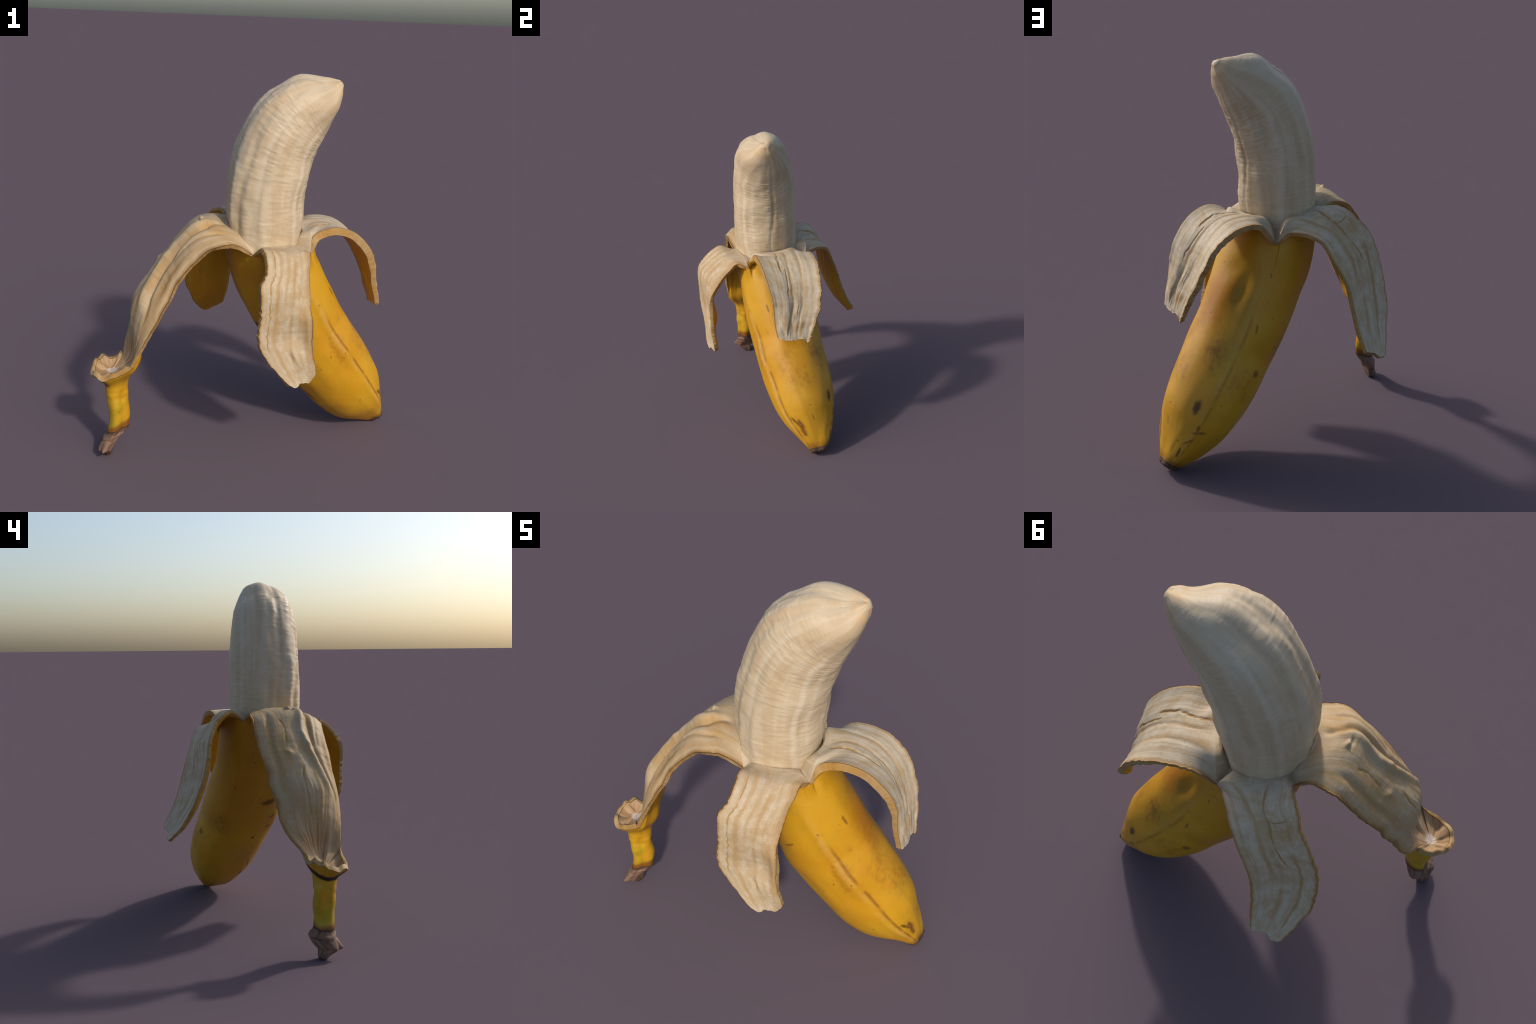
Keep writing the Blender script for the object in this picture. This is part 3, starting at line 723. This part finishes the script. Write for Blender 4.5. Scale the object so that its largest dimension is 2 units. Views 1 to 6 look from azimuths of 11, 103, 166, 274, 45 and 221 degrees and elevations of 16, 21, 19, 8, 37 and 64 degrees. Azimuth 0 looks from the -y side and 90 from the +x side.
SKIN_YELLOW, SKIN_WARM, SKIN_DEEP, SKIN_GREENISH = (.50, .262, .009), (.475, .228, .006), (.37, .170, .005), (.38, .25, .015)
SKIN_RIDGE = (.47, .27, .075)
SKIN_PALE, SKIN_ORANGE, SKIN_OLIVE, SKIN_LIME = (.52, .30, .05), (.38, .150, .004), (.24, .165, .010), (.29, .255, .010)
BROWN_SOFT, BROWN_DARK, BROWN_LINE, NEAR_BLACK = (.29, .120, .004), (.080, .028, .004), (.19, .070, .008), (.018, .012, .010)
CREAM_PALE, CREAM_WARM, CREAM_WHITE, TAN = (.49, .405, .29), (.42, .32, .20), (.56, .485, .385), (.36, .235, .105)
TAN_DEEP, EDGE_BROWN, CRACK = (.34, .19, .055), (.20, .100, .035), (.32, .18, .050)
FLESH_PALE, FLESH_TAN, FLESH_WHITE, FLESH_DEEP, FLESH_HONEY = (.535, .435, .300), (.46, .345, .215), (.605, .520, .395), (.35, .24, .13), (.62, .38, .16)
CUP_TAN, CUP_BROWN, CUP_WHITE, CUP_PALE = (.40, .26, .135), (.23, .125, .055), (.56, .47, .39), (.48, .37, .25)
DRY_BROWN, DRY_LIGHT, DRY_DARK = (.12, .064, .040), (.21, .122, .082), (.035, .021, .016)

BL = BODY.length
def at(deg, s12):
    """Angle and length from the fraction along the closed peel, below the neck."""
    return deg, (1 / 11 + s12 * 10 / 11) * BL
SPOTS = [
    ("dark", *at(117, .75), .022, .040, .0, .95), ("soft", *at(124, .56), .055, .065, .0, .75), ("soft", *at(163, .64), .055, .075, .2, .7), ("soft", *at(190, .59), .035, .12, .15, .55), ("soft", *at(176, .52), .045, .06, .1, .5), ("soft", *at(128, .54), .03, .05, .0, .8),
    ("orange", *at(156, .33), .10, .13, .1, .8), ("orange", *at(161, .44), .06, .07, .0, .6), ("olive", *at(120, .34), .05, .08, .3, .5), ("olive", *at(112, .50), .05, .12, .0, .25),
    ("dark", *at(202, .855), .024, .036, .1, 1.0), ("dark", *at(204, .893), .020, .036, .2, .95), ("soft", *at(203, .87), .034, .065, .1, .8), ("dark", *at(210, .825), .013, .030, .3, .85), ("scar", *at(165, .84), .007, .024, .2, .75),
    ("scar", *at(101, .82), .012, .016, .0, .85), ("scar", *at(95, .835), .050, .008, .35, .8), ("scar", *at(104, .88), .040, .009, .6, .75), ("dark", *at(109, .93), .014, .035, .3, .8),
    ("scar", *at(188, .27), .008, .034, .1, .75), ("scar", *at(265, .27), .035, .007, .2, .7), ("soft", *at(230, .47), .030, .10, -.15, .7), ("soft", *at(160, .41), .06, .09, .0, .5),
    ("soft", *at(28, .43), .07, .06, .2, .8), ("dark", *at(324, .25), .045, .022, .3, .8), ("dark", *at(306, .35), .025, .010, .2, .8), ("dark", *at(310, .40), .018, .008, .1, .8),
    ("dark", *at(333, .45), .008, .008, .0, .9), ("scar", *at(314, .64), .012, .05, .3, .85), ("scar", *at(319, .72), .010, .05, .2, .8), ("soft", *at(75, .62), .08, .07, .2, .6), ("dark", *at(60, .56), .02, .018, .0, .7),
    ("scar", *at(88, .40), .006, .022, .2, .7), ("soft", *at(126, .50), .05, .08, .0, .5),
]
def lines(k, pts, width):
    """Crack pieces of strip k between (s, t) points, in the strip's surface coordinates."""
    L = STRIPS[k]["length"]
    return [(k + a[1] * .33, a[0] * L, k + b[1] * .33, b[0] * L, width) for a, b in zip(pts[:-1], pts[1:])]
def stripe(k, t, s0, s1, w, strength):
    L = STRIPS[k]["length"]
    return (k + t * .33, s0 * L, s1 * L, w, strength)
cracks = [
    lines(0, [(.12, .17), (.30, .16), (.48, .16), (.63, .17), (.80, .15)], .0045),
    lines(1, [(.03, .45), (.15, .41), (.27, .36), (.44, .32)], .007) + lines(1, [(.38, .42), (.54, .39), (.66, .37)], .0055) + lines(1, [(.66, .575), (.80, .555)], .004),
    lines(2, [(.02, .615), (.17, .555), (.34, .53), (.52, .62)], .0055) + lines(2, [(.22, .58), (.215, .80)], .004),
    lines(3, [(.30, .30), (.38, .36), (.5, .33)], .005) + lines(3, [(.6, .42), (.75, .36), (.9, .40)], .005) + lines(3, [(.24, .44), (.25, .56)], .004) + lines(3, [(.45, .85), (.7, .88)], .005),
]
stripes = [
    [stripe(0, .30, .05, .95, .020, .6), stripe(0, .45, .02, .5, .012, .4), stripe(0, .93, .02, .9, .045, .7), stripe(0, .60, .1, .9, .012, .3)],
    [stripe(1, .52, .02, .35, .014, .6), stripe(1, .46, .3, .95, .013, .5), stripe(1, .69, .02, .95, .017, .7), stripe(1, .85, .05, .9, .012, .4), stripe(1, .20, .1, .9, .012, .35)],
    [stripe(2, .35, .02, .6, .016, .7), stripe(2, .76, .4, .95, .013, .9), stripe(2, .48, .3, .9, .014, .45), stripe(2, .12, .1, .9, .012, .4)],
    [stripe(3, .66, .05, .7, .022, .8), stripe(3, .80, .05, .9, .016, .6), stripe(3, .15, .1, .75, .022, .7), stripe(3, .30, .2, .9, .012, .5), stripe(3, .90, .1, .95, .016, .6)],
]
bare = [[(.62 * .33, .30 * .77, .02, .10, .1), (.80 * .33, .62 * .77, .018, .09, 0)], [(1 + .30 * .33, .9 * .7, .03, .05, 0), (1 + .62 * .33, .93 * .7, .05, .035, 0)],
        [(2 + .66 * .33, .27 * .9, .045, .045, 0), (2 + .84 * .33, .28 * .9, .05, .055, .2), (2 + .45 * .33, .8 * .9, .02, .10, 0)], [(3 + .70 * .33, .16 * .95, .05, .05, .3), (3 + .22 * .33, .5 * .95, .03, .14, 0), (3 + .55 * .33, .75 * .95, .02, .12, 0), (3 + .86 * .33, .6 * .95, .02, .12, 0)]]
SKIN_MAT = skin_material("banana_skin", SPOTS, ridges=True)
FLAP_SKIN = skin_material("banana_skin_outside_of_strip")
STEM_SKIN = skin_material("green_yellow_stem_skin", stem=True)
CREAM_MATS = [cream_material("peel_inside", cracks[k], bare[k], stripes[k], (.5, .2, .25, .7)[k], STRIPS[3]["length"] if k == 3 else None, (.42, .20, .24, .70)[k]) for k in range(4)]
COLLAR = cream_material("peel_collar")
RIM_MAT, CUP_MAT, FLESH_MAT = rim_material(), cup_material(STRIPS[3]["length"]), flesh_material()
DRY, BLOSSOM = dry_material("dry_stem", False), dry_material("dry_blossom", True)
MATS = {"lower_peel": [COLLAR, SKIN_MAT, RIM_MAT], "stem": [CREAM_MATS[3], STEM_SKIN, RIM_MAT, CUP_MAT], "dry_stem_end": [DRY], "blossom_end": [BLOSSOM], "flesh": [FLESH_MAT]}
for k, d in enumerate(STRIPS):
    MATS[PART[d["name"]]] = [CREAM_MATS[k], FLAP_SKIN, RIM_MAT]

# ------------------------------------------------------------------ objects
def make(sh, part, P, N, parent):
    pieces = [x for x in sh.faces if x[0] == part]
    loops = np.concatenate([f.reshape(-1) for _, _, f, _ in pieces])
    sizes = np.concatenate([np.full(len(f), f.shape[1]) for _, _, f, _ in pieces])
    mats = np.concatenate([np.full(len(f), mi) for _, mi, f, _ in pieces])
    uvs = np.concatenate([uv.reshape(-1, 2) for *_, uv in pieces])
    used, inv = np.unique(loops, return_inverse=True)
    me = bpy.data.meshes.new(part.split(".")[0])
    me.vertices.add(len(used)); me.vertices.foreach_set("co", P[used].astype(np.float32).ravel())
    me.loops.add(len(loops)); me.loops.foreach_set("vertex_index", inv.astype(np.int32).ravel())
    me.polygons.add(len(sizes))
    me.polygons.foreach_set("loop_start", np.concatenate([[0], np.cumsum(sizes)[:-1]]).astype(np.int32))
    me.polygons.foreach_set("material_index", mats.astype(np.int32))
    me.uv_layers.new(name="surface").data.foreach_set("uv", uvs.astype(np.float32).ravel())
    me.update(calc_edges=True); me.validate(clean_customdata=False)
    me.polygons.foreach_set("use_smooth", np.ones(len(me.polygons), bool))
    for mt in MATS[part]: me.materials.append(mt)
    me.normals_split_custom_set_from_vertices(N[used].tolist())
    ob = bpy.data.objects.new(part.split(".")[0], me)
    bpy.context.collection.objects.link(ob); ob.parent = parent
    return ob

root = bpy.data.objects.new("peeled_banana", None)
bpy.context.collection.objects.link(root)
root["label"] = "half peeled ripe banana standing on its tip and stem"
root["category"] = "banana"
P, N = shell.normals()
lower = make(shell, "lower_peel", P, N, root)
make(shell, "blossom_end", P, N, lower)
for d in STRIPS:
    make(shell, PART[d["name"]], P, N, root)
stem = make(shell, "stem", P, N, root)
make(shell, "dry_stem_end", P, N, stem)
P, N = flesh.normals()
make(flesh, "flesh", P, N, root)
